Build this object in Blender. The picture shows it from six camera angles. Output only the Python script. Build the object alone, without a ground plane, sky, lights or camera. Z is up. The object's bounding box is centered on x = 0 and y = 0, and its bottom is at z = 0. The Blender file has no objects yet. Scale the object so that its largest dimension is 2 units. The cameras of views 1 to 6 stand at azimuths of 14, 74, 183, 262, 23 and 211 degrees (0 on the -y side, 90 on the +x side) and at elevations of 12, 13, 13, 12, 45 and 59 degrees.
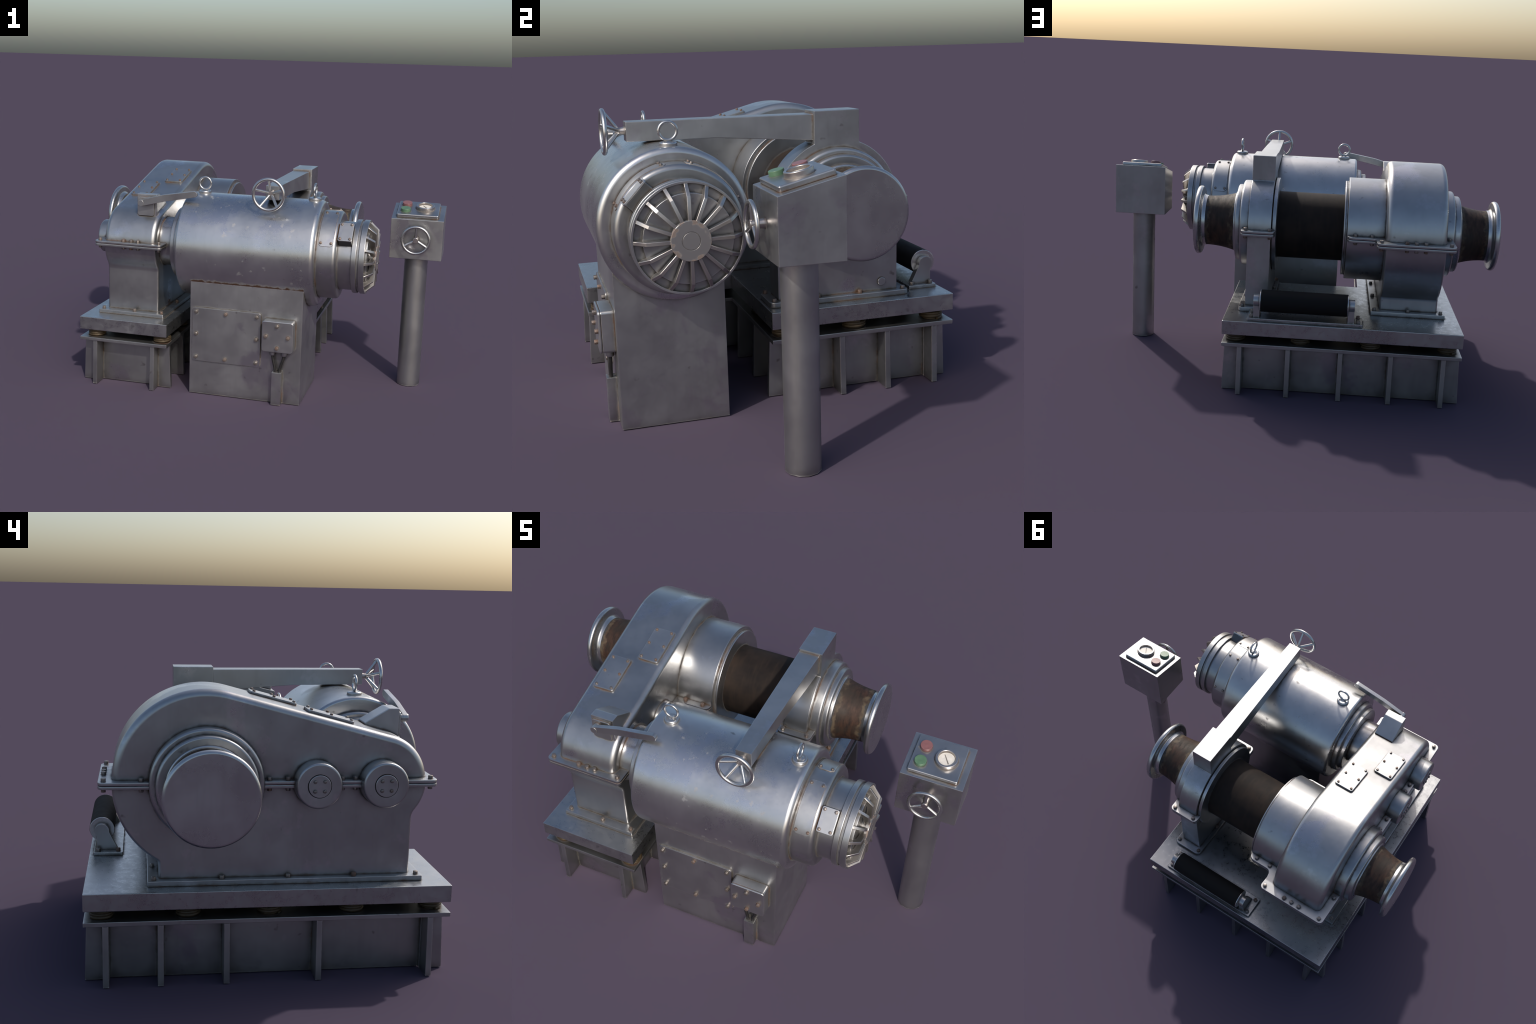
"""Deck winch with gearbox, electric motor on a pedestal, and a separate control post."""
import bpy, bmesh, math, random
from mathutils import Vector, Matrix

random.seed(7)
TAU = math.tau
COL = bpy.context.scene.collection

# ------------------------------------------------------------------ materials

def nd(nt, kind, ins=None, **props):
    n = nt.nodes.new(kind)
    for k, v in props.items():
        setattr(n, k, v)
    for k, v in (ins or {}).items():
        if isinstance(v, bpy.types.NodeSocket):
            nt.links.new(v, n.inputs[k])
        else:
            n.inputs[k].default_value = v
    return n


def rgb(c):
    return (c[0], c[1], c[2], 1.0)


def ramp(nt, fac, lo, hi, a=0.0, b=1.0):
    return nd(nt, "ShaderNodeMapRange", {"Value": fac, "From Min": lo, "From Max": hi, "To Min": a, "To Max": b}).outputs[0]


def mix(nt, fac, a, b):
    n = nd(nt, "ShaderNodeMix", {"Factor": fac}, data_type="RGBA")
    for i, v in ((6, a), (7, b)):
        if isinstance(v, bpy.types.NodeSocket):
            nt.links.new(v, n.inputs[i])
        else:
            n.inputs[i].default_value = rgb(v)
    return n.outputs[2]


def mixf(nt, fac, a, b):
    n = nd(nt, "ShaderNodeMix", {"Factor": fac, "A": a, "B": b}, data_type="FLOAT")
    return n.outputs[0]


def math_(nt, op, a, b=0.0):
    n = nd(nt, "ShaderNodeMath", operation=op)
    for i, v in ((0, a), (1, b)):
        if isinstance(v, bpy.types.NodeSocket):
            nt.links.new(v, n.inputs[i])
        else:
            n.inputs[i].default_value = v
    return n.outputs[0]


def noise(nt, vec, scale, detail=4.0, rough=0.55):
    return nd(nt, "ShaderNodeTexNoise", {"Vector": vec, "Scale": scale, "Detail": detail, "Roughness": rough}).outputs[0]


def new_mat(name):
    m = bpy.data.materials.new(name)
    m.use_nodes = True
    nt = m.node_tree
    return m, nt, nt.nodes["Principled BSDF"]


def worn_steel(name, tone=0.58, rough=0.33, grime=1.0, dirt=(0.046, 0.033, 0.022), tint=(1.0, 1.0, 1.0), patchy=1.0, rust=0.5, bump=1.0, mottle=0.0, pits=1.0, seam=None):  # dirt colour deepened so crevice shading is part of it
    """Bare, handled steel: cloudy tone, bright worn-smooth patches, brown grime in corners, polished edges."""
    m, nt, bs = new_mat(name)
    tc = nd(nt, "ShaderNodeTexCoord").outputs["Object"]
    streak = nd(nt, "ShaderNodeMapping", {"Vector": tc, "Scale": (9.0, 9.0, 1.1)}).outputs[0]
    cloud = noise(nt, tc, 5.0, 5.0, 0.6)
    runs = noise(nt, streak, 3.0, 3.0, 0.6)
    fine = noise(nt, tc, 120.0, 2.0, 0.6)
    blot = noise(nt, tc, 4.2, 6.0, 0.62)
    spot = noise(nt, tc, 24.0, 2.0, 0.4)
    t = lambda k: tuple(tone * k * c for c in tint)
    c = mix(nt, ramp(nt, cloud, 0.33, 0.68), t(0.92), t(1.07))
    c = mix(nt, ramp(nt, runs, 0.52, 0.80, 0.0, 0.30), c, t(0.74))
    patch = math_(nt, "MULTIPLY", ramp(nt, blot, 0.555, 0.65), 0.5 * patchy)
    c = mix(nt, patch, c, (0.62 * tint[0], 0.60 * tint[1], 0.63 * tint[2]))
    # dark pits and scuffs
    c = mix(nt, ramp(nt, spot, 0.73, 0.80, 0.0, 0.55 * pits), c, (0.10, 0.085, 0.075))
    # soft contact shadow darkened into the colour (wide), then narrow corner grime
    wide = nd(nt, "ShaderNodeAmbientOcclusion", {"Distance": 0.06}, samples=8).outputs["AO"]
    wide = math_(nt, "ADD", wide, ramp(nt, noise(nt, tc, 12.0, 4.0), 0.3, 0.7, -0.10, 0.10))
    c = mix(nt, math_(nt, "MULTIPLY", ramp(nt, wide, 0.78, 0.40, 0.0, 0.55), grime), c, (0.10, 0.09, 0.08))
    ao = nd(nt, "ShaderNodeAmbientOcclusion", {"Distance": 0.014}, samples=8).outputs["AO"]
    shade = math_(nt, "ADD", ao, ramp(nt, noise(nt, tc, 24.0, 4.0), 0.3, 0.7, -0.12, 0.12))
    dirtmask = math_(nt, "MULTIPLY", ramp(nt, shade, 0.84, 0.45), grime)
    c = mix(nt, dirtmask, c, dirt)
    # rust bloom in some of the corners
    rustmask = math_(nt, "MULTIPLY", dirtmask, ramp(nt, noise(nt, tc, 9.0, 4.0), 0.50, 0.62, 0.0, rust))
    c = mix(nt, rustmask, c, (0.15, 0.065, 0.030))
    # polished edges
    edge = nd(nt, "ShaderNodeAmbientOcclusion", {"Distance": 0.006}, samples=4, inside=True, only_local=True).outputs["AO"]
    wear = math_(nt, "MULTIPLY", ramp(nt, edge, 0.80, 0.55, 0.0, 0.8), ramp(nt, noise(nt, tc, 17.0, 3.0), 0.3, 0.6))
    c = mix(nt, wear, c, (0.76 * tint[0], 0.74 * tint[1], 0.72 * tint[2]))
    r = ramp(nt, cloud, 0.3, 0.7, rough - 0.045, rough + 0.05)
    if bump > 0:
        r = math_(nt, "ADD", r, ramp(nt, fine, 0.3, 0.7, -0.02, 0.02))
    if mottle > 0:
        r = math_(nt, "ADD", r, ramp(nt, noise(nt, tc, 30.0, 6.0, 0.7), 0.36, 0.62, -0.5 * mottle, 0.5 * mottle))
    r = mixf(nt, patch, r, 0.18)
    r = mixf(nt, wear, r, 0.24)
    r = mixf(nt, dirtmask, r, 0.75)
    metal = mixf(nt, dirtmask, mixf(nt, patch, 0.96, 1.0), 0.25)
    if seam is not None:
        # rusty weld line running along x at (y, z)
        sx = nd(nt, "ShaderNodeSeparateXYZ", {"Vector": tc})
        dy = math_(nt, "SUBTRACT", sx.outputs[1], seam[0])
        dz = math_(nt, "SUBTRACT", sx.outputs[2], seam[1])
        dist = math_(nt, "SQRT", math_(nt, "ADD", math_(nt, "MULTIPLY", dy, dy), math_(nt, "MULTIPLY", dz, dz)))
        k = math_(nt, "ADD", ramp(nt, dist, 0.002, 0.030, 1.0, 0.0), ramp(nt, noise(nt, tc, 26.0, 4.0), 0.3, 0.7, -0.45, 0.35))
        inside = math_(nt, "LESS_THAN", math_(nt, "ABSOLUTE", math_(nt, "SUBTRACT", sx.outputs[0], seam[2])), seam[3])
        k = math_(nt, "MULTIPLY", ramp(nt, k, 0.25, 0.75), inside)
        c = mix(nt, k, c, (0.075, 0.036, 0.020))
        r = mixf(nt, k, r, 0.8)
        metal = mixf(nt, k, metal, 0.1)
    nt.links.new(c, bs.inputs["Base Color"])
    nt.links.new(r, bs.inputs["Roughness"])
    nt.links.new(metal, bs.inputs["Metallic"])
    if bump > 0:
        h = math_(nt, "ADD", math_(nt, "MULTIPLY", patch, -0.5), math_(nt, "MULTIPLY", fine, 0.25))
        bn = nd(nt, "ShaderNodeBump", {"Strength": 0.07 * bump, "Distance": 0.0015, "Height": h})
        nt.links.new(bn.outputs[0], bs.inputs["Normal"])
    return m


def dark_drum():
    m, nt, bs = new_mat("tarred_rope_drum")
    tc = nd(nt, "ShaderNodeTexCoord").outputs["Object"]
    band = nd(nt, "ShaderNodeMapping", {"Vector": tc, "Scale": (7.0, 1.0, 1.0)}).outputs[0]
    n = noise(nt, tc, 7.0, 6.0, 0.65)
    c = mix(nt, ramp(nt, n, 0.35, 0.7), (0.011, 0.0085, 0.0075), (0.028, 0.019, 0.014))
    c = mix(nt, ramp(nt, noise(nt, band, 9.0, 3.0), 0.5, 0.75, 0.0, 0.5), c, (0.034, 0.022, 0.015))
    nt.links.new(c, bs.inputs["Base Color"])
    bs.inputs["Roughness"].default_value = 0.72
    bs.inputs["Specular IOR Level"].default_value = 0.18
    bump = nd(nt, "ShaderNodeBump", {"Strength": 0.2, "Distance": 0.002, "Height": noise(nt, tc, 60.0, 3.0)})
    nt.links.new(bump.outputs[0], bs.inputs["Normal"])
    return m


def rusty_barrel(inner, outer):
    """Rope-polished rust in the middle, greenish-tan deposits and dark grease towards both ends."""
    m, nt, bs = new_mat("rope_worn_rust")
    tc = nd(nt, "ShaderNodeTexCoord").outputs["Object"]
    x = nd(nt, "ShaderNodeSeparateXYZ", {"Vector": tc}).outputs[0]
    u = ramp(nt, math_(nt, "ADD", x, ramp(nt, noise(nt, tc, 28.0, 3.0), 0.3, 0.7, -0.012, 0.012)), inner, outer)
    around = nd(nt, "ShaderNodeMapping", {"Vector": tc, "Scale": (3.2, 1.0, 1.0)}).outputs[0]
    n = noise(nt, around, 16.0, 5.0, 0.65)
    c = mix(nt, ramp(nt, n, 0.35, 0.68), (0.017, 0.011, 0.009), (0.060, 0.029, 0.017))
    c = mix(nt, ramp(nt, noise(nt, tc, 7.0, 4.0), 0.48, 0.64, 0.0, 0.85), c, (0.027, 0.021, 0.016))
    end = math_(nt, "ABSOLUTE", math_(nt, "SUBTRACT", u, 0.5))
    tan = math_(nt, "MULTIPLY", ramp(nt, end, 0.30, 0.37), ramp(nt, noise(nt, tc, 30.0, 3.0), 0.35, 0.6))
    c = mix(nt, math_(nt, "MULTIPLY", tan, 0.8), c, (0.105, 0.078, 0.050))
    c = mix(nt, ramp(nt, end, 0.42, 0.475), c, (0.035, 0.034, 0.034))
    nt.links.new(c, bs.inputs["Base Color"])
    bs.inputs["Specular IOR Level"].default_value = 0.3
    nt.links.new(ramp(nt, n, 0.3, 0.7, 0.75, 0.55), bs.inputs["Roughness"])
    bump = nd(nt, "ShaderNodeBump", {"Strength": 0.3, "Distance": 0.002, "Height": n})
    nt.links.new(bump.outputs[0], bs.inputs["Normal"])
    return m


def plain(name, colour, rough, metal=0.0, var=0.15, spec=0.5):
    m, nt, bs = new_mat(name)
    bs.inputs["Specular IOR Level"].default_value = spec
    tc = nd(nt, "ShaderNodeTexCoord").outputs["Object"]
    n = noise(nt, tc, 40.0, 4.0)
    c = mix(nt, ramp(nt, n, 0.3, 0.7), tuple(v * (1 - var) for v in colour), tuple(min(1, v * (1 + var)) for v in colour))
    nt.links.new(c, bs.inputs["Base Color"])
    nt.links.new(ramp(nt, n, 0.3, 0.7, max(0.05, rough - 0.06), rough + 0.06), bs.inputs["Roughness"])
    bs.inputs["Metallic"].default_value = metal
    return m


def bolt_steel():
    """Each bolt has its own share of rust."""
    m, nt, bs = new_mat("bolt_steel")
    tc = nd(nt, "ShaderNodeTexCoord").outputs["Object"]
    rnd = nd(nt, "ShaderNodeObjectInfo").outputs["Random"]
    n = noise(nt, tc, 90.0, 3.0)
    k = math_(nt, "ADD", rnd, ramp(nt, n, 0.3, 0.7, -0.25, 0.25))
    f = ramp(nt, k, 0.45, 0.95, 0.12, 0.85)
    nt.links.new(mix(nt, f, (0.26, 0.235, 0.215), (0.13, 0.066, 0.040)), bs.inputs["Base Color"])
    nt.links.new(ramp(nt, f, 0.0, 1.0, 0.36, 0.7), bs.inputs["Roughness"])
    nt.links.new(ramp(nt, f, 0.0, 1.0, 0.9, 0.3), bs.inputs["Metallic"])
    return m


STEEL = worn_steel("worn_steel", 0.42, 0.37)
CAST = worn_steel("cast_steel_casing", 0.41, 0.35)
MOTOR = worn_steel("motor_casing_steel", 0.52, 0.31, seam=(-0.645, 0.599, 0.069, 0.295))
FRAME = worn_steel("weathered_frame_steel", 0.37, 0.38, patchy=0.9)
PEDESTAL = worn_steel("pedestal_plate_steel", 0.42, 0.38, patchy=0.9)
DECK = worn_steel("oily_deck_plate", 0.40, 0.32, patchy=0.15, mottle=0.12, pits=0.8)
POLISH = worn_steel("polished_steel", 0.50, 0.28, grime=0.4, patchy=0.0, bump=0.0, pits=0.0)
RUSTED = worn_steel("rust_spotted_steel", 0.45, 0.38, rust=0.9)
DARKBOX = worn_steel("shade_darkened_box_steel", 0.14, 0.45, patchy=0.2)  # terminal box tone lowered to bake in shade below the lid
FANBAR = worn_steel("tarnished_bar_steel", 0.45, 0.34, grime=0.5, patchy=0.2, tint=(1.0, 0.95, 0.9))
GRILLE = worn_steel("fan_backing_steel", 0.42, 0.36, grime=0.6, patchy=0.7)  # tone and grime also paint the shadow around the grille bars
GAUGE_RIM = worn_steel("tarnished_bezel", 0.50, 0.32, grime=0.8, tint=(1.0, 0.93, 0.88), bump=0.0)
BOLT = bolt_steel()
DRUM = dark_drum()
RUBBER = plain("black_rubber", (0.013, 0.012, 0.012), 0.5)
ROLLER = plain("dark_roller_rubber", (0.010, 0.009, 0.0088), 0.75, spec=0.15)
BRASS = plain("oiled_spring_bronze", (0.060, 0.041, 0.020), 0.55, 0.2, 0.25)
RED = plain("red_button_plastic", (0.19, 0.085, 0.085), 0.36)
GREEN = plain("green_button_plastic", (0.078, 0.15, 0.088), 0.36)
DIAL = plain("aged_white_dial", (0.62, 0.58, 0.52), 0.5, 0.0, 0.12)
NEEDLE = plain("dial_needle_paint", (0.16, 0.14, 0.12), 0.5)

# ------------------------------------------------------------------ geometry

def new_obj(name, mesh, parent=None, mat=None, sharp=32.0, weighted=True):
    if mat is not None:
        mesh.materials.append(mat)
    for p in mesh.polygons:
        p.use_smooth = True
    mesh.set_sharp_from_angle(angle=math.radians(sharp))
    o = bpy.data.objects.new(name, mesh)
    COL.objects.link(o)
    if parent is not None:
        o.parent = parent
    if weighted:
        w = o.modifiers.new("weighted_normal", "WEIGHTED_NORMAL")
        w.keep_sharp = True
        w.weight = 80
    return o


def bm_mesh(bm, name):
    bmesh.ops.remove_doubles(bm, verts=bm.verts, dist=1e-6)
    bmesh.ops.recalc_face_normals(bm, faces=bm.faces)
    me = bpy.data.meshes.new(name)
    bm.to_mesh(me)
    bm.free()
    return me


def fillet(pts, closed=False, segs=5):
    """Points (a, b[, radius]) -> polyline with rounded corners."""
    out, n = [], len(pts)
    for i, p in enumerate(pts):
        r = p[2] if len(p) > 2 else 0.0
        q = Vector(p[:2])
        if r <= 0 or (not closed and i in (0, n - 1)):
            out.append(tuple(q))
            continue
        a, b = Vector(pts[i - 1][:2]) - q, Vector(pts[(i + 1) % n][:2]) - q
        la, lb = a.length, b.length
        a.normalize(); b.normalize()
        ang = a.angle(b)
        if ang > math.pi - 0.02:
            out.append(tuple(q))
            continue
        d = min(r / math.tan(ang / 2), 0.49 * la, 0.49 * lb)
        rr = d * math.tan(ang / 2)
        c = q + (a + b).normalized() * (rr / math.sin(ang / 2))
        s, e = q + a * d - c, q + b * d - c
        t0 = math.atan2(s.y, s.x)
        dt = (math.atan2(e.y, e.x) - t0 + math.pi) % TAU - math.pi
        for k in range(segs + 1):
            t = t0 + dt * k / segs
            out.append((c.x + rr * math.cos(t), c.y + rr * math.sin(t)))
    return out


def axis_matrix(axis, centre):
    """Local x runs along the named world axis."""
    m = {"x": Matrix.Identity(3),
         "y": Matrix(((0, -1, 0), (1, 0, 0), (0, 0, 1))),
         "z": Matrix(((0, 0, -1), (0, 1, 0), (1, 0, 0)))}[axis]
    return Matrix.Translation(centre) @ m.to_4x4()


def lathe(name, profile, axis="x", centre=(0, 0, 0), parent=None, mat=STEEL, seg=96, sharp=32, closed=False, join=None):
    """Turn a profile of (along, radius[, fillet]) about an axis."""
    pts = fillet(profile, closed)
    bm = join or bmesh.new()
    m = axis_matrix(axis, centre)
    rings = []
    for a, r in pts:
        if r < 1e-6:
            rings.append([bm.verts.new(m @ Vector((a, 0, 0)))])
        else:
            rings.append([bm.verts.new(m @ Vector((a, r * math.cos(TAU * k / seg), r * math.sin(TAU * k / seg)))) for k in range(seg)])
    pairs = list(zip(rings, rings[1:])) + ([(rings[-1], rings[0])] if closed else [])
    for A, B in pairs:
        for k in range(seg):
            j = (k + 1) % seg
            if len(A) == 1 and len(B) == 1:
                continue
            if len(A) == 1:
                bm.faces.new((A[0], B[j], B[k]))
            elif len(B) == 1:
                bm.faces.new((A[k], A[j], B[0]))
            else:
                bm.faces.new((A[k], A[j], B[j], B[k]))
    if join is not None:
        return None
    return new_obj(name, bm_mesh(bm, name), parent, mat, sharp)


PLANES = {"x": lambda u, v, w: (w, u, v), "y": lambda u, v, w: (u, w, v), "z": lambda u, v, w: (u, v, w)}


def prism_bm(bm, outline, axis, w0, w1, bevel=0.0, segs=2, ends=True):
    f = PLANES[axis]
    lo = [bm.verts.new(f(u, v, w0)) for u, v in outline]
    hi = [bm.verts.new(f(u, v, w1)) for u, v in outline]
    faces = [bm.faces.new(lo[::-1]), bm.faces.new(hi)]
    n = len(outline)
    for i in range(n):
        j = (i + 1) % n
        faces.append(bm.faces.new((lo[i], lo[j], hi[j], hi[i])))
    if bevel > 0:
        bmesh.ops.recalc_face_normals(bm, faces=faces)
        es = {e for fc in faces for e in fc.edges if e.is_manifold and e.calc_face_angle(0) > math.radians(25)}
        bmesh.ops.bevel(bm, geom=list(es), offset=bevel, segments=segs, profile=0.5, affect="EDGES", clamp_overlap=True)


def prism(name, outline, axis, w0, w1, bevel=0.003, segs=2, parent=None, mat=STEEL, sharp=32):
    bm = bmesh.new()
    prism_bm(bm, outline, axis, w0, w1, bevel, segs)
    return new_obj(name, bm_mesh(bm, name), parent, mat, sharp)


def rect(u0, u1, v0, v1, r=0.0, segs=5):
    p = [(u0, v0, r), (u1, v0, r), (u1, v1, r), (u0, v1, r)]
    return fillet(p, True, segs)


def box(name, x, y, z, bevel=0.003, segs=2, parent=None, mat=STEEL):
    return prism(name, rect(x[0], x[1], y[0], y[1]), "z", z[0], z[1], bevel, segs, parent, mat)


def tube_bm(bm, path, radius, sides=12, closed=False):
    n = len(path)
    P = [Vector(p) for p in path]
    rings, up = [], None
    for i, p in enumerate(P):
        if closed:
            t = (P[(i + 1) % n] - P[i - 1]).normalized()
        else:
            t = (P[min(i + 1, n - 1)] - P[max(i - 1, 0)]).normalized()
        if up is None:
            up = t.orthogonal().normalized()
        up = (up - t * up.dot(t)).normalized()
        s = t.cross(up)
        rings.append([bm.verts.new(p + radius * (up * math.cos(TAU * k / sides) + s * math.sin(TAU * k / sides))) for k in range(sides)])
    for i in range(n if closed else n - 1):
        A, B = rings[i], rings[(i + 1) % n]
        for k in range(sides):
            j = (k + 1) % sides
            bm.faces.new((A[k], A[j], B[j], B[k]))
    if not closed:
        bm.faces.new(rings[0][::-1])
        bm.faces.new(rings[-1])


def arc(cu, cv, r, a0, a1, n):
    return [(cu + r * math.cos(math.radians(a0 + (a1 - a0) * i / n)), cv + r * math.sin(math.radians(a0 + (a1 - a0) * i / n))) for i in range(n + 1)]


# hexagon bolt head, local z up, resting on z = 0
def bolt_mesh(r=0.0095, h=0.011):
    bm = bmesh.new()
    prism_bm(bm, [(r * math.cos(TAU * k / 6), r * math.sin(TAU * k / 6)) for k in range(6)], "z", -0.002, h, 0.0014, 2)
    me = bm_mesh(bm, "bolt")
    me.materials.append(BOLT)
    for p in me.polygons:
        p.use_smooth = True
    me.set_sharp_from_angle(angle=math.radians(32))
    return me


BOLT_MESH = bolt_mesh(0.0097, 0.0128)
SMALL_BOLT_MESH = bolt_mesh(0.0066, 0.0065)


def bolt(parent, where, direction=(0, 0, 1), small=False, name="bolt"):
    o = bpy.data.objects.new(name, SMALL_BOLT_MESH if small else BOLT_MESH)
    COL.objects.link(o)
    d = Vector(direction).normalized()
    spin = Matrix.Rotation(random.uniform(0, TAU), 4, "Z")
    o.matrix_world = Matrix.Translation(where) @ d.to_track_quat("Z", "Y").to_matrix().to_4x4() @ spin
    o.parent = parent
    return o


def thing(name, label, category):
    e = bpy.data.objects.new(name, None)
    e.empty_display_size = 0.2
    COL.objects.link(e)
    e["label"], e["category"] = label, category
    return e


# ================================================================== the winch
winch = thing("mooring_winch", "grey steel mooring winch with gearbox, dark drum and large motor", "winch")

DY, DZ = 0.249, 0.7545        # rope drum axis (runs along x)
MY, MZ = -0.419, 0.7525       # motor axis (runs along x)

# ------------------------------------------------------------------ base
X0, X1, XG = -0.823, 0.313, -0.338
Y0, Y1, YD = -0.690, 0.706, -0.052


def ell(inset=0.0, r=0.0):
    i = inset
    return fillet([(X0 + i, Y0 + i, r), (XG - i, Y0 + i, r), (XG - i, YD + i, r), (X1 - i, YD + i, r), (X1 - i, Y1 - i, r), (X0 + i, Y1 - i, r)], True)


frame = prism("base_frame", ell(), "z", 0.238, 0.256, 0.0025, 2, winch, FRAME)
prism("frame_web", ell(0.086), "z", 0.0, 0.2385, 0.002, 1, frame, FRAME)
deck = prism("deck_plate", ell(), "z", 0.297, 0.3655, 0.0035, 2, winch, DECK)


def rib(x, y, direction):
    """Flat stiffener that stands out from the web, its foot a little wider than its head."""
    dx, dy = direction
    root, top, foot, t = 0.0, 0.078, 0.087, 0.0115
    bm = bmesh.new()
    prism_bm(bm, [(root - 0.006, 0.0), (foot, 0.0), (top, 0.2385), (root - 0.006, 0.2385)], "y", -t, t, 0.0015, 1)
    bmesh.ops.rotate(bm, verts=bm.verts, cent=(0, 0, 0), matrix=Matrix.Rotation(math.atan2(dy, dx), 3, "Z"))
    bmesh.ops.translate(bm, verts=bm.verts, vec=(x, y, 0))
    new_obj("stiffener_rib", bm_mesh(bm, "stiffener_rib"), frame, FRAME)


I = 0.086
for y in (0.625, 0.422, 0.175, -0.177, -0.612):
    rib(X0 + I - 0.006, y, (-1, 0))
for x in (0.227, -0.005, -0.255, -0.493, -0.740):
    rib(x, Y1 - I, (0, 1))
for x in (-0.741, -0.420):
    rib(x, Y0 + I, (0, -1))
for y in (0.628, 0.425, 0.234, 0.040):
    rib(X1 - I, y, (1, 0))
for x in (0.226, -0.007, -0.263):
    rib(x, YD + I, (0, -1))
for y in (-0.612, -0.400, -0.190):
    rib(XG - I, y, (1, 0))

# coil springs between frame and deck
bm = bmesh.new()
turns, R = 2.6, 0.0405
tube_bm(bm, [(R * math.cos(TAU * turns * i / 90), R * math.sin(TAU * turns * i / 90), -0.0135 + 0.027 * i / 90) for i in range(91)], 0.0068, 10)
lathe("", [(-0.0195, 0.0), (-0.0195, 0.033), (0.0195, 0.033), (0.0195, 0.0)], "z", join=bm, seg=32)
spring_me = bm_mesh(bm, "spring")
spring_me.materials.append(BRASS)
for p in spring_me.polygons:
    p.use_smooth = True
spring_me.set_sharp_from_angle(angle=math.radians(40))
for x, y in ((-0.757, 0.640), (-0.757, 0.318), (-0.757, 0.008), (-0.757, -0.312), (-0.750, -0.628), (-0.383, -0.628),
             (-0.395, 0.640), (-0.060, 0.640), (0.252, 0.636), (0.252, 0.302), (0.252, 0.010), (-0.060, 0.010), (-0.395, -0.31)):
    o = bpy.data.objects.new("coil_spring", spring_me)
    COL.objects.link(o)
    o.location = (x, y, 0.2765)
    o.rotation_euler = (0, 0, random.uniform(0, TAU))
    o.parent = frame

# ------------------------------------------------------------------ gearbox
GX0, GX1 = -0.723, -0.437
RB, RS = 0.350, 0.179
SPLIT = 0.7535


def casing(name, outline, r_rim, open_edge):
    """Extruded casting; rims rounded, the parting face left square."""
    bm = bmesh.new()
    f = PLANES["x"]
    lo = [bm.verts.new(f(u, v, GX0)) for u, v in outline]
    hi = [bm.verts.new(f(u, v, GX1)) for u, v in outline]
    bm.faces.new(lo[::-1]); bm.faces.new(hi)
    n = len(outline)
    rims = []
    for i in range(n):
        j = (i + 1) % n
        bm.faces.new((lo[i], lo[j], hi[j], hi[i]))
        if not open_edge(outline[i], outline[j]):
            rims += [bm.edges.get((lo[i], lo[j])), bm.edges.get((hi[i], hi[j]))]
    bmesh.ops.recalc_face_normals(bm, faces=bm.faces)
    bmesh.ops.bevel(bm, geom=rims, offset=r_rim, segments=6, profile=0.5, affect="EDGES", clamp_overlap=False)
    return new_obj(name, bm_mesh(bm, name), winch, CAST, 28)


# upper half: big arc, tangent slope, small arc
theta = math.asin((RB - RS) / (DY - MY))          # slope of the tangent plane
deg = math.degrees(theta)
upper = arc(DY, SPLIT, RB, 0, 90 + deg, 56) + arc(MY, SPLIT, RS, 90 + deg, 180, 32)
on_split = lambda a, b: abs(a[1] - SPLIT) < 1e-4 and abs(b[1] - SPLIT) < 1e-4
gear = casing("gearbox_housing", upper, 0.027, on_split)
# lower half: bulging front and back, standing on a narrower foot
fy, by = -0.545, 0.427


def blend(cy, r, end, wall, depth, n=8):
    """Leave a circle at angle `end` along its tangent and curl into the vertical wall y = wall."""
    t = math.radians(end)
    p = Vector((cy + r * math.cos(t), SPLIT + r * math.sin(t)))
    d = Vector((-math.sin(t), math.cos(t)))
    k = p + d * ((wall - p.x) / d.x)
    q = Vector((wall, k.y - depth))
    return [tuple(p * (1 - f) ** 2 + k * (2 * f * (1 - f)) + q * f ** 2) for f in [i / n for i in range(1, n + 1)]]


front_end, back_end = 219.0, 302.0
lower = (arc(MY, SPLIT, RS, 180, front_end, 14) + blend(MY, RS, front_end, fy, 0.022) + [(fy, 0.381), (by, 0.381)]
         + blend(DY, RB, back_end, by, 0.014)[::-1] + arc(DY, SPLIT, RB, back_end, 360, 28))
lower_half = casing("gearbox_sump", lower, 0.011, lambda a, b: on_split(a, b) or (abs(a[1] - 0.381) < 1e-4 and abs(b[1] - 0.381) < 1e-4))

foot = prism("foot_plate", rect(-0.758, -0.394, -0.590, 0.470, 0.004), "z", 0.3655, 0.3865, 0.003, 2, lower_half, CAST)
for y in (-0.568, -0.321, -0.065, 0.190, 0.447):
    bolt(lower_half, (-0.738, y, 0.3865))
    bolt(lower_half, (-0.412, y, 0.3865))
bolt(lower_half, (-0.563, -0.570, 0.3865))
bolt(lower_half, (-0.577, 0.450, 0.3865))

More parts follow.
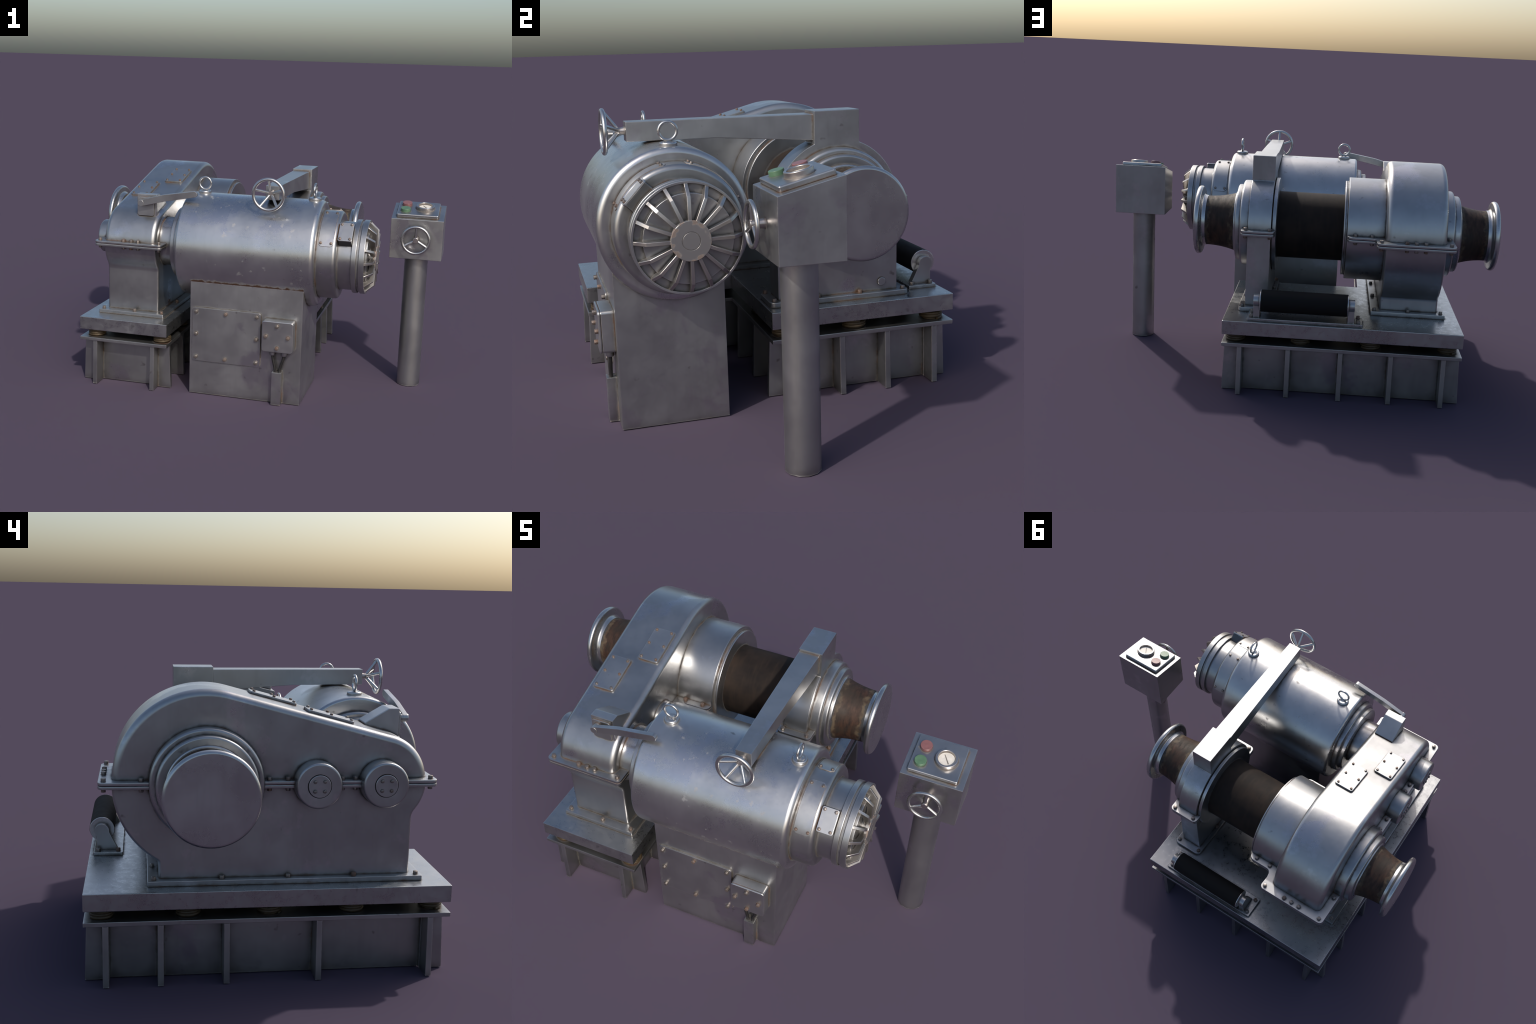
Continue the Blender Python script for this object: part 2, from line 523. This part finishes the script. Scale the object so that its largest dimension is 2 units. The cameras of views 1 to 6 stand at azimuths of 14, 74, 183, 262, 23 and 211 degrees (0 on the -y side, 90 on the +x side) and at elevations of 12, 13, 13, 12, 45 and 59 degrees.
# parting flange: two thin plates with ears under the brake drum
FX0, FX1, FY0, FY1, EX = -0.765, -0.392, -0.630, 0.648, -0.256
ring = fillet([(FX0, FY0, 0.022), (FX1, FY0, 0.022), (FX1, -0.085, 0.03), (FX1 + 0.004, -0.042, 0.03), (EX, -0.042, 0.03), (EX, 0.540, 0.03),
               (FX1 + 0.004, 0.540, 0.03), (FX1 - 0.004, 0.580, 0.03), (FX1, FY1, 0.022), (FX0, FY1, 0.022)], True)
prism("parting_flange", ring, "z", SPLIT + 0.0008, SPLIT + 0.0135, 0.0028, 2, gear, CAST)
prism("parting_flange", ring, "z", SPLIT - 0.0135, SPLIT - 0.0008, 0.0028, 2, gear, CAST)
TOP, BOT = SPLIT + 0.0135, SPLIT - 0.0135
spots = [(-0.740, 0.627), (-0.415, 0.627), (-0.534, 0.630), (-0.578, 0.630), (-0.622, 0.630),
         (-0.740, -0.606), (-0.415, -0.606), (-0.530, -0.607), (-0.568, -0.607), (-0.610, -0.607),
         (-0.745, 0.490), (-0.745, 0.015), (-0.745, -0.055), (-0.745, -0.262), (-0.745, -0.312), (-0.745, -0.505),
         (-0.295, 0.522), (-0.375, 0.522), (-0.295, -0.022), (-0.385, -0.022)]
for x, y in spots:
    bolt(gear, (x, y, TOP))
    bolt(gear, (x, y, BOT), (0, 0, -1))

# bearing caps on the outer face
for y in (-0.165, MY):
    cap = lathe("bearing_cap", [(-0.70, 0.0), (-0.70, 0.0885), (-0.799, 0.0875, 0.009), (-0.799, 0.0455, 0.001), (-0.795, 0.0440), (-0.795, 0.0435), (-0.803, 0.0425, 0.002), (-0.803, 0.0)],
                "x", (0, y, SPLIT), gear, CAST, 72)
    for k in range(4):
        a = math.radians(45 + 90 * k)
        bolt(gear, (-0.803, y + 0.026 * math.cos(a), SPLIT + 0.026 * math.sin(a)), (-1, 0, 0), True)

# inspection covers on the sloping top
slope = Vector((0, math.cos(theta), math.sin(theta)))
normal = Vector((0, -math.sin(theta), math.cos(theta)))
origin = Vector((0, MY, SPLIT)) + normal * RS


def on_slope(x, y, lift=0.0):
    s = (y - origin.y) / slope.y
    p = origin + slope * s + normal * lift
    return Vector((x, p.y, p.z))


for x0, x1, y0, y1 in ((-0.688, -0.588, -0.312, -0.132), (-0.568, -0.468, -0.110, 0.072)):
    bm = bmesh.new()
    L = (y1 - y0) / slope.y
    prism_bm(bm, rect(0, x1 - x0, 0, L, 0.011), "z", -0.002, 0.0115, 0.0025, 2)
    base = on_slope(x0, y0)
    M = Matrix.Translation(base) @ Matrix.Rotation(theta, 4, "X")
    bmesh.ops.transform(bm, matrix=M, verts=bm.verts)
    new_obj("inspection_cover", bm_mesh(bm, "inspection_cover"), gear, RUSTED)
    for ux in (0.012, x1 - x0 - 0.012):
        for f in (0.07, 0.5, 0.93):
            bolt(gear, M @ Vector((ux, L * f, 0.0115)), normal, True)

# stepped bearing flange on the outer face, behind the left warping head
lathe("shaft_flange", [(-0.70, 0.0), (-0.70, 0.2145), (-0.775, 0.2135, 0.014), (-0.775, 0.1905), (-0.777, 0.1905), (-0.808, 0.1900, 0.010), (-0.808, 0.154), (-0.80, 0.148), (-0.80, 0.0)],
      "x", (0, DY, DZ), gear, CAST, 120)
# brake drum casing between gearbox and rope drum
lathe("brake_drum", [(-0.45, 0.0), (-0.45, 0.2565), (-0.2545, 0.2565, 0.0025), (-0.2545, 0.2380), (-0.246, 0.2380), (-0.2455, 0.2355), (-0.2435, 0.2355), (-0.243, 0.2380), (-0.2365, 0.2375, 0.0025), (-0.2365, 0.16), (-0.24, 0.0)],
      "x", (0, DY, DZ), gear, CAST, 120)
# boss around the input shaft, between gearbox and motor
lathe("input_boss", [(-0.50, 0.0), (-0.50, 0.1295), (-0.35, 0.1285), (-0.35, 0.0)], "x", (0, MY, MZ), gear, CAST, 80)
lathe("shaft_end_cap", [(-0.45, 0.0), (-0.45, 0.086), (-0.412, 0.085, 0.008), (-0.412, 0.0)], "x", (0, -0.165, SPLIT), gear, CAST, 64)

# clutch lever on a small bracket
bracket_side = [(-0.524, 0.862), (-0.524, 1.013), (-0.482, 1.013), (-0.385, 0.956), (-0.385, 0.90)]
clutch = prism("lever_bracket", bracket_side, "x", -0.566, -0.457, 0.004, 2, winch, RUSTED)
prism("lever_pad", rect(-0.559, -0.470, 0.900, 0.998, 0.012), "y", -0.532, -0.520, 0.002, 2, clutch, RUSTED)
a, b = Vector((-0.530, 0.971)), Vector((-0.240, 1.034))
d = (b - a).normalized(); nrm = Vector((-d.y, d.x)); hw = 0.0165
ang = math.degrees(math.atan2(d.y, d.x))
mid = (a + b) / 2 - d * 0.02
outline = ([tuple(a - nrm * hw), tuple(mid - nrm * (hw - 0.004))] + arc(b.x, b.y, hw * 0.95, ang - 90, ang + 90, 10)
           + [tuple(mid + nrm * (hw + 0.007))] + arc(a.x, a.y, hw, ang + 90, ang + 269, 12))
prism("clutch_lever", outline, "y", -0.566, -0.545, 0.0018, 2, clutch, STEEL)
lathe("lever_pivot", [(-0.525, 0.0), (-0.525, 0.0150), (-0.5685, 0.0158, 0.0012), (-0.5685, 0.0)], "y", (a.x, 0, a.y), clutch, STEEL, 32)

# ------------------------------------------------------------------ rope drum and warping heads
lathe("rope_drum", [(-0.25, 0.0), (-0.25, 0.1675), (0.11, 0.1675), (0.11, 0.0)], "x", (0, DY, DZ), winch, DRUM, 120)


def warping_head(inner, outer, sign):
    """Hourglass barrel with a rolled rim; inner and outer are x positions, sign the direction outwards."""
    span = abs(outer - inner)
    P = lambda t: inner + sign * t
    prof = [(P(0.0), 0.0), (P(0.0), 0.1500)]
    n = 16
    barrel_end = span - 0.050
    for i in range(1, n + 1):
        f = i / n
        r = 0.1250 + 0.0250 * (1 - f) ** 2.1
        prof.append((P(barrel_end * f), r))
    head = lathe("warping_head_barrel", prof + [(P(barrel_end + 0.004), 0.1250), (P(barrel_end + 0.004), 0.0)], "x", (0, DY, DZ), winch, rusty_barrel(inner, P(barrel_end)), 96)
    e = span
    lathe("rolled_rim", [(P(e - 0.052), 0.0), (P(e - 0.052), 0.1262), (P(e - 0.0315), 0.1300, 0.024), (P(e - 0.0270), 0.1735, 0.0125), (P(e), 0.1740, 0.0135), (P(e), 0.0)],
          "x", (0, DY, DZ), head, POLISH, 120)
    lathe("barrel_collar", [(P(-0.004), 0.0), (P(-0.004), 0.158), (P(0.007), 0.1565, 0.006), (P(0.007), 0.0)], "x", (0, DY, DZ), head, POLISH, 96)
    return head


warping_head(-0.808, -1.000, -1)
warping_head(0.304, 0.508, 1)

# ------------------------------------------------------------------ bearing stand at the free end of the drum
SX0, SX1 = 0.1145, 0.2270
HW = 0.2485
top_arc = arc(DY, SPLIT, HW, 0, 180, 72)
z_head = SPLIT + math.sqrt(HW ** 2 - 0.091 ** 2)
prof = [p for p in top_arc if abs(p[0] - DY) > 0.0915 or p[1] < 0.9]
right = [p for p in prof if p[0] > DY]
left = [p for p in prof if p[0] < DY]
cap_outline = right + [(DY + 0.091, z_head), (DY + 0.091, 1.1095), (DY - 0.091, 1.1095), (DY - 0.091, z_head)] + left
stand = prism("bearing_cap_casting", cap_outline, "x", SX0, SX1, 0.0028, 2, winch, CAST)
ped = prism("bearing_stand", rect(DY - HW, DY + HW, 0.381, SPLIT), "x", SX0, SX1, 0.0028, 2, winch, CAST)
split2 = rect(0.094, 0.259, -0.036, 0.535, 0.022)
prism("parting_flange", split2, "z", SPLIT + 0.0008, SPLIT + 0.0135, 0.0028, 2, stand, CAST)
prism("parting_flange", split2, "z", SPLIT - 0.0135, SPLIT - 0.0008, 0.0028, 2, stand, CAST)
for x in (0.118, 0.236):
    for y in (-0.016, 0.517):
        bolt(stand, (x, y, TOP))
        bolt(stand, (x, y, BOT), (0, 0, -1))
prism("stand_foot_plate", rect(0.092, 0.2555, -0.040, 0.540, 0.024), "z", 0.3655, 0.3870, 0.003, 2, ped, CAST)
for x, ys in ((0.238, (-0.020, 0.160, 0.335, 0.518)), (0.106, (-0.020, 0.160, 0.335, 0.518))):
    for y in ys:
        bolt(ped, (x, y, 0.3870))
lathe("drain_plug", [(0.220, 0.0), (0.220, 0.0165), (0.2345, 0.0165, 0.002), (0.2345, 0.0)], "x", (0, 0.430, 0.423), ped, STEEL, 32)
lathe("inner_drum_flange", [(0.118, 0.0), (0.118, 0.221), (0.1095, 0.221), (0.1095, 0.2350, 0.001), (0.0925, 0.2350, 0.002), (0.0925, 0.16), (0.10, 0.0)], "x", (0, DY, DZ), stand, CAST, 120)
lathe("outer_shaft_flange", [(0.22, 0.0), (0.22, 0.2160), (0.2735, 0.2150, 0.012), (0.2735, 0.1930), (0.3005, 0.1925, 0.009), (0.3005, 0.158), (0.296, 0.15), (0.296, 0.0)],
      "x", (0, DY, DZ), stand, CAST, 120)

# brake beam reaching over to the motor side
bm = bmesh.new()
secs = [(-0.545, 0.130, 0.2005, 1.0300, 1.1015), (-0.215, 0.1225, 0.2070, 1.0275, 1.1000), (0.160, 0.1165, 0.2125, 0.9985, 1.0975)]
rings = [[bm.verts.new((x, y, z)) for x, z in ((x0, z0), (x1, z0), (x1, z1), (x0, z1))] for y, x0, x1, z0, z1 in secs]
bm.faces.new(rings[0]); bm.faces.new(rings[-1][::-1])
for A, B in zip(rings, rings[1:]):
    for k in range(4):
        bm.faces.new((A[k], A[(k + 1) % 4], B[(k + 1) % 4], B[k]))
bmesh.ops.recalc_face_normals(bm, faces=bm.faces)
bmesh.ops.bevel(bm, geom=[e for e in bm.edges if e.calc_face_angle(0) > 0.5], offset=0.0025, segments=2, profile=0.5, affect="EDGES")
beam = new_obj("brake_beam", bm_mesh(bm, "brake_beam"), winch, STEEL)


def handwheel(name, rim_c, hub_y, R, r, spokes, start, parent, shaft_to, hub_r, spoke_r):
    """Rim in the x-z plane; spokes dish back from the rim to the hub."""
    cx, cy, cz = rim_c
    bm = bmesh.new()
    tube_bm(bm, [(cx + R * math.cos(TAU * i / 72), cy, cz + R * math.sin(TAU * i / 72)) for i in range(72)], r, 14, True)
    rim = new_obj(name, bm_mesh(bm, name), parent, POLISH, 60, False)
    bm = bmesh.new()
    for k in range(spokes):
        t = math.radians(start + 360 * k / spokes)
        u = Vector((math.cos(t), 0, math.sin(t)))
        tube_bm(bm, [Vector((cx, hub_y, cz)) + u * hub_r * 0.5, Vector((cx, cy, cz)) + u * (R - 0.2 * r)], spoke_r, 10)
    sp = new_obj("wheel_spokes", bm_mesh(bm, "wheel_spokes"), rim, POLISH, 60, False)
    lathe("wheel_hub", [(shaft_to, 0.0), (shaft_to, hub_r * 1.15), (hub_y + 0.006, hub_r * 0.85), (hub_y + 0.004, hub_r), (hub_y - 0.010, hub_r, 0.002), (hub_y - 0.010, 0.0)], "y", (cx, 0, cz), rim, GAUGE_RIM, 24)
    return rim


handwheel("brake_handwheel", (0.163, -0.622, 1.067), -0.570, 0.0765, 0.0083, 5, 91, winch, -0.543, 0.0140, 0.0068)

# ------------------------------------------------------------------ fairlead roller
bed = prism("roller_bed", rect(-0.350, 0.197, 0.567, 0.687, 0.004), "z", 0.3655, 0.3800, 0.002, 2, winch, DECK)
RY, RZ = 0.654, 0.460
roller = lathe("fairlead_roller", [(-0.2745, 0.0), (-0.2745, 0.0525, 0.003), (0.1345, 0.0525, 0.003), (0.1345, 0.0)], "x", (0, RY, RZ), winch, ROLLER, 64)
roller.parent = bed
for x0, x1 in ((-0.2785, -0.2740), (0.1340, 0.1385)):
    lathe("roller_end_disc", [(x0, 0.0), (x0, 0.0515, 0.0015), (x1, 0.0515, 0.0015), (x1, 0.0)], "x", (0, RY, RZ), bed, STEEL, 48)
for x0, x1 in ((-0.309, -0.279), (0.139, 0.169)):
    o = [(0.588, 0.380), (0.6740, 0.380), (0.6740, RZ - 0.0225)] + arc(RY, RZ, 0.0300, -48, 190, 22)
    prism("roller_bracket", o, "x", x0, x1, 0.0018, 2, bed, STEEL)
for x in (-0.330, 0.180):
    for y in (0.586, 0.668):
        bolt(bed, (x, y, 0.380))

# ------------------------------------------------------------------ electric motor
motor = lathe("motor_body", [(-0.302, 0.0), (-0.302, 0.246), (-0.302, 0.273, 0.016), (0.412, 0.273, 0.022), (0.412, 0.0)], "x", (0, MY, MZ), winch, MOTOR, 144)
lathe("motor_end_flange", [(-0.29, 0.0), (-0.29, 0.2130), (-0.331, 0.2120, 0.012), (-0.331, 0.1915), (-0.334, 0.1890), (-0.357, 0.1885, 0.006), (-0.357, 0.150), (-0.352, 0.10), (-0.352, 0.0)], "x", (0, MY, MZ), motor, CAST, 120)
lathe("motor_brush_housing", [(0.40, 0.0), (0.40, 0.2245), (0.512, 0.2245, 0.018), (0.512, 0.0)], "x", (0, MY, MZ), motor, CAST, 120)
lathe("fan_neck", [(0.50, 0.0), (0.50, 0.1740), (0.583, 0.1740), (0.583, 0.1875, 0.002), (0.607, 0.1875, 0.003), (0.607, 0.179), (0.620, 0.179), (0.620, 0.1880, 0.002), (0.6475, 0.1880, 0.002), (0.6475, 0.1795, 0.001),
                       (0.633, 0.1780), (0.633, 0.1515), (0.655, 0.1500, 0.002), (0.655, 0.0)], "x", (0, MY, MZ), motor, GRILLE, 120)

# fan grille: bent bars meeting a rusty hub plate
spoke_outline = [(0.1795, 0.6490), (0.1440, 0.6890), (0.058, 0.6890), (0.058, 0.6640), (0.130, 0.6640), (0.162, 0.6330), (0.1795, 0.6330)]
bm = bmesh.new()
prism_bm(bm, [(x, r) for r, x in spoke_outline], "y", -0.0060, 0.0060, 0.001, 1)
spoke_me = bm_mesh(bm, "grille_bar")
spoke_me.materials.append(FANBAR)
spoke_me.set_sharp_from_angle(angle=0.5)
for k in range(16):
    o = bpy.data.objects.new("grille_bar", spoke_me)
    COL.objects.link(o)
    o.location = (0, MY, MZ)
    o.rotation_euler = (TAU * (k + 0.02) / 16, 0, 0)
    o.parent = motor
hub_mat, nt, bs = new_mat("rust_blotched_hub")
_tc = nd(nt, "ShaderNodeTexCoord").outputs["Object"]
_p = nd(nt, "ShaderNodeVectorMath", {0: _tc, 1: (0.69, MY, MZ)}, operation="SUBTRACT").outputs[0]
_rad = nd(nt, "ShaderNodeVectorMath", {0: _p}, operation="LENGTH").outputs["Value"]
_b = math_(nt, "ADD", ramp(nt, _rad, 0.045, 0.067), ramp(nt, noise(nt, _tc, 38.0, 3.0), 0.35, 0.65, -1.05, 0.22))
_f = ramp(nt, _b, 0.45, 0.75)
nt.links.new(mix(nt, _f, (0.40, 0.385, 0.37), (0.26, 0.205, 0.178)), bs.inputs["Base Color"])
nt.links.new(mixf(nt, _f, 0.9, 0.55), bs.inputs["Metallic"])
nt.links.new(mixf(nt, _f, 0.40, 0.75), bs.inputs["Roughness"])
lathe("grille_hub", [(0.655, 0.0), (0.655, 0.050), (0.676, 0.050), (0.676, 0.0665), (0.6925, 0.0665, 0.0015), (0.6925, 0.0312, 0.0006), (0.6905, 0.0300), (0.6905, 0.0292), (0.6925, 0.0280, 0.0006), (0.6925, 0.0)], "x", (0, MY, MZ), motor, hub_mat, 72)


def curved_plate(name, x0, x1, a0, a1, r0, r1, parent, mat):
    """Cover plate bent round the motor; angles in degrees from straight up towards -y."""
    bm = bmesh.new()
    L = math.radians(abs(a1 - a0)) * r1
    rows = 24
    grid = []
    for i in range(rows + 1):
        s = L * i / rows
        c, inset = 0.012, 0.0
        e = min(s, L - s)
        if e < c:
            inset = c - math.sqrt(max(0.0, c * c - (c - e) ** 2))
        t = math.radians(a0) + math.radians(a1 - a0) * i / rows
        row = []
        for x in (x0 + inset, x1 - inset):
            for r in (r0, r1):
                row.append(bm.verts.new((x, MY - r * math.sin(t), MZ + r * math.cos(t))))
        grid.append(row)
    for A, B in zip(grid, grid[1:]):
        for i, j in ((0, 1), (1, 3), (3, 2), (2, 0)):
            bm.faces.new((A[i], A[j], B[j], B[i]))
    for row in (grid[0], grid[-1]):
        bm.faces.new((row[0], row[1], row[3], row[2]))
    return new_obj(name, bm_mesh(bm, name), parent, mat, 40, False)


for a0, a1 in ((9.0, 69.0), (-9.0, -69.0)):
    curved_plate("brush_cover", 0.4235, 0.4955, a0, a1, 0.220, 0.2275, motor, RUSTED)
    for a in (a0 + (4 if a1 > a0 else -4), a1 - (4 if a1 > a0 else -4)):
        t = math.radians(a)
        for x in (0.4335, 0.4855):
            bolt(motor, (x, MY - 0.2275 * math.sin(t), MZ + 0.2275 * math.cos(t)), (0, -math.sin(t), math.cos(t)), True)

# terminal box on the fan neck
bm = bmesh.new()
prism_bm(bm, rect(0.516, 0.5815, -0.0505, 0.0505, 0.003), "z", 0.150, 0.2125, 0.002, 2)
Mb = Matrix.Translation((0, MY, MZ)) @ Matrix.Rotation(math.radians(46.5), 4, "X")
bmesh.ops.transform(bm, matrix=Mb, verts=bm.verts)
tbox = new_obj("terminal_box", bm_mesh(bm, "terminal_box"), winch, DARKBOX)
bm = bmesh.new()
prism_bm(bm, rect(0.5135, 0.584, -0.0535, 0.0535, 0.008), "z", 0.2127, 0.2205, 0.002, 2)
bmesh.ops.transform(bm, matrix=Mb, verts=bm.verts)
new_obj("terminal_box_lid", bm_mesh(bm, "terminal_box_lid"), tbox, RUSTED)
for x in (0.5245, 0.573):
    for v in (-0.042, 0.042):
        bolt(tbox, Mb @ Vector((x, v, 0.2205)), Mb.to_3x3() @ Vector((0, 0, 1)), True)


def lifting_eye(x, turned):
    base_z = MZ + 0.268
    o = lathe("lifting_eye", [(0.0, 0.0), (0.0, 0.0315), (0.0195, 0.0315, 0.0075), (0.0185, 0.0165, 0.003), (0.0215, 0.0100), (0.0235, 0.0)], "z", (x, MY - 0.002, base_z), winch, POLISH, 40, 50)
    bm = bmesh.new()
    R, r, cz = 0.0313, 0.0056, base_z + 0.0555
    pts = []
    for i in range(48):
        t = TAU * i / 48
        a, b = R * math.cos(t), R * math.sin(t)
        pts.append((x + (0 if turned else a), MY - 0.002 + (a if turned else 0), cz + b))
    tube_bm(bm, pts, r, 12, True)
    new_obj("eye_ring", bm_mesh(bm, "eye_ring"), o, POLISH, 60, False)


lifting_eye(-0.226, False)
lifting_eye(0.360, True)

# ------------------------------------------------------------------ motor pedestal
PX0, PX1, PY0, PY1 = -0.2255, 0.3635, -0.645, -0.243
n_arc = 20
h0 = MZ - math.sqrt(0.2725 ** 2 - (PY0 - MY) ** 2)
h1 = MZ - math.sqrt(0.2725 ** 2 - (PY1 - MY) ** 2)
cradle = []
for i in range(n_arc + 1):
    y = PY1 + (PY0 - PY1) * i / n_arc
    cradle.append((y, MZ - math.sqrt(0.2700 ** 2 - (y - MY) ** 2)))
side = [(PY0, 0.0), (PY1, 0.0)] + cradle
mount = prism("motor_pedestal", side, "x", PX0, PX1, 0.0022, 2, winch, PEDESTAL)
prism("access_panel", rect(-0.2095, 0.1525, 0.183, 0.467, 0.014), "y", -0.6555, -0.644, 0.0014, 2, mount, PEDESTAL)
for x, z in ((-0.188, 0.447), (-0.031, 0.446), (0.132, 0.448), (-0.188, 0.329), (0.132, 0.330), (-0.188, 0.205), (-0.032, 0.205), (0.132, 0.205)):
    bolt(mount, (x, -0.6555, z), (0, -1, 0))
jb = prism("junction_box", rect(0.171, 0.331, 0.288, 0.447, 0.012), "y", -0.693, -0.644, 0.004, 2, winch, RUSTED)
prism("junction_box_lid", rect(0.1705, 0.3315, 0.2875, 0.4475, 0.014), "y", -0.703, -0.6935, 0.004, 3, jb, RUSTED)
for x, z in ((0.249, 0.424), (0.193, 0.369), (0.306, 0.369), (0.251, 0.312)):
    bolt(jb, (x, -0.703, z), (0, -1, 0))
prism("cable_trunking", rect(0.2225, 0.2715, -0.681, -0.6445), "z", 0.0, 0.1735, 0.002, 2, mount, PEDESTAL)
for x0, x1 in ((0.221, 0.2375), (0.280, 0.2585)):
    lathe("cable_gland", [(0.262, 0.0), (0.262, 0.0135), (0.267, 0.0155, 0.002), (0.290, 0.0155), (0.290, 0.0)], "z", (x0, -0.664, 0), jb, STEEL, 24)
    bm = bmesh.new()
    path = []
    for i in range(17):
        f = i / 16
        s = f * f * (3 - 2 * f)
        path.append((x0 + (x1 - x0) * s, -0.664, 0.268 - 0.100 * f))
    tube_bm(bm, path, 0.0070, 12)
    new_obj("cable", bm_mesh(bm, "cable"), jb, RUBBER, 60, False)

# ================================================================== control post
post = thing("control_post", "square steel control box with gauge and buttons on a round post", "control panel")
lathe("post_column", [(0.0, 0.0), (0.0, 0.0615), (0.7195, 0.0615), (0.7195, 0.0)], "z", (0.8655, -0.118, 0), post, PEDESTAL, 12, 40)
BX0, BX1, BY0, BY1, BZ = 0.7305, 1.000, -0.2225, -0.0080, 0.7165
ZF, ZB = 0.9270, 0.9785
cabinet = prism("control_box", [(BY0, BZ), (BY1, BZ), (BY1, ZB), (BY0, ZF)], "x", BX0, BX1, 0.0025, 2, post, STEEL)
tilt = math.atan2(ZB - ZF, BY1 - BY0)
MT = Matrix.Translation((0, BY0, ZF)) @ Matrix.Rotation(tilt, 4, "X")
S = 1.0 / math.cos(tilt)


def tilted(name, bm, mat, parent, sharp=32):
    bmesh.ops.transform(bm, matrix=MT, verts=bm.verts)
    return new_obj(name, bm_mesh(bm, name), parent, mat, sharp)


bm = bmesh.new()
prism_bm(bm, rect(0.755, 0.969, 0.0185, 0.2025, 0.007), "z", -0.002, 0.0195, 0.005, 3)
panel = tilted("instrument_panel", bm, STEEL, post)
PT = 0.0195


def knob(name, x, v, r, h, mat):
    bm = bmesh.new()
    lathe("", [(PT - 0.001, 0.0), (PT - 0.001, r), (PT + h, r, 0.0022), (PT + h, 0.0)], "z", (x, v, 0), join=bm, seg=40)
    return tilted(name, bm, mat, panel)


GV = 0.110
knob("stop_button", 0.798, 0.147, 0.0255, 0.0165, RED)
knob("start_button", 0.797, 0.068, 0.0255, 0.0165, GREEN)
bm = bmesh.new()
lathe("", [(PT - 0.001, 0.0), (PT - 0.001, 0.0475), (PT + 0.020, 0.0465, 0.003), (PT + 0.020, 0.0365, 0.003), (PT + 0.006, 0.0355), (PT + 0.006, 0.0)], "z", (0.896, GV, 0), join=bm, seg=64)
tilted("gauge_bezel", bm, GAUGE_RIM, panel)
bm = bmesh.new()
lathe("", [(PT + 0.004, 0.0), (PT + 0.004, 0.0352), (PT + 0.0075, 0.0352), (PT + 0.0075, 0.0)], "z", (0.896, GV, 0), join=bm, seg=48)
dial = tilted("gauge_dial", bm, DIAL, panel)
bm = bmesh.new()
prism_bm(bm, [(-0.0022, -0.024), (0.0022, -0.024), (0.0012, 0.024), (-0.0012, 0.024)], "z", PT + 0.0078, PT + 0.0095)
bmesh.ops.rotate(bm, verts=bm.verts, cent=(0, 0, 0), matrix=Matrix.Rotation(math.radians(33), 3, "Z"))
bmesh.ops.translate(bm, verts=bm.verts, vec=(0.896, GV, 0))
tilted("gauge_needle", bm, NEEDLE, panel)

handwheel("control_handwheel", (0.8655, -0.266, 0.826), -0.262, 0.0695, 0.0075, 3, 90, post, BY0 + 0.002, 0.0146, 0.0066)

# the post's own origin stands at its foot
post.location = (0.8655, -0.118, 0.0)
for child in post.children:
    child.matrix_parent_inverse = Matrix.Translation((-0.8655, 0.118, 0.0))
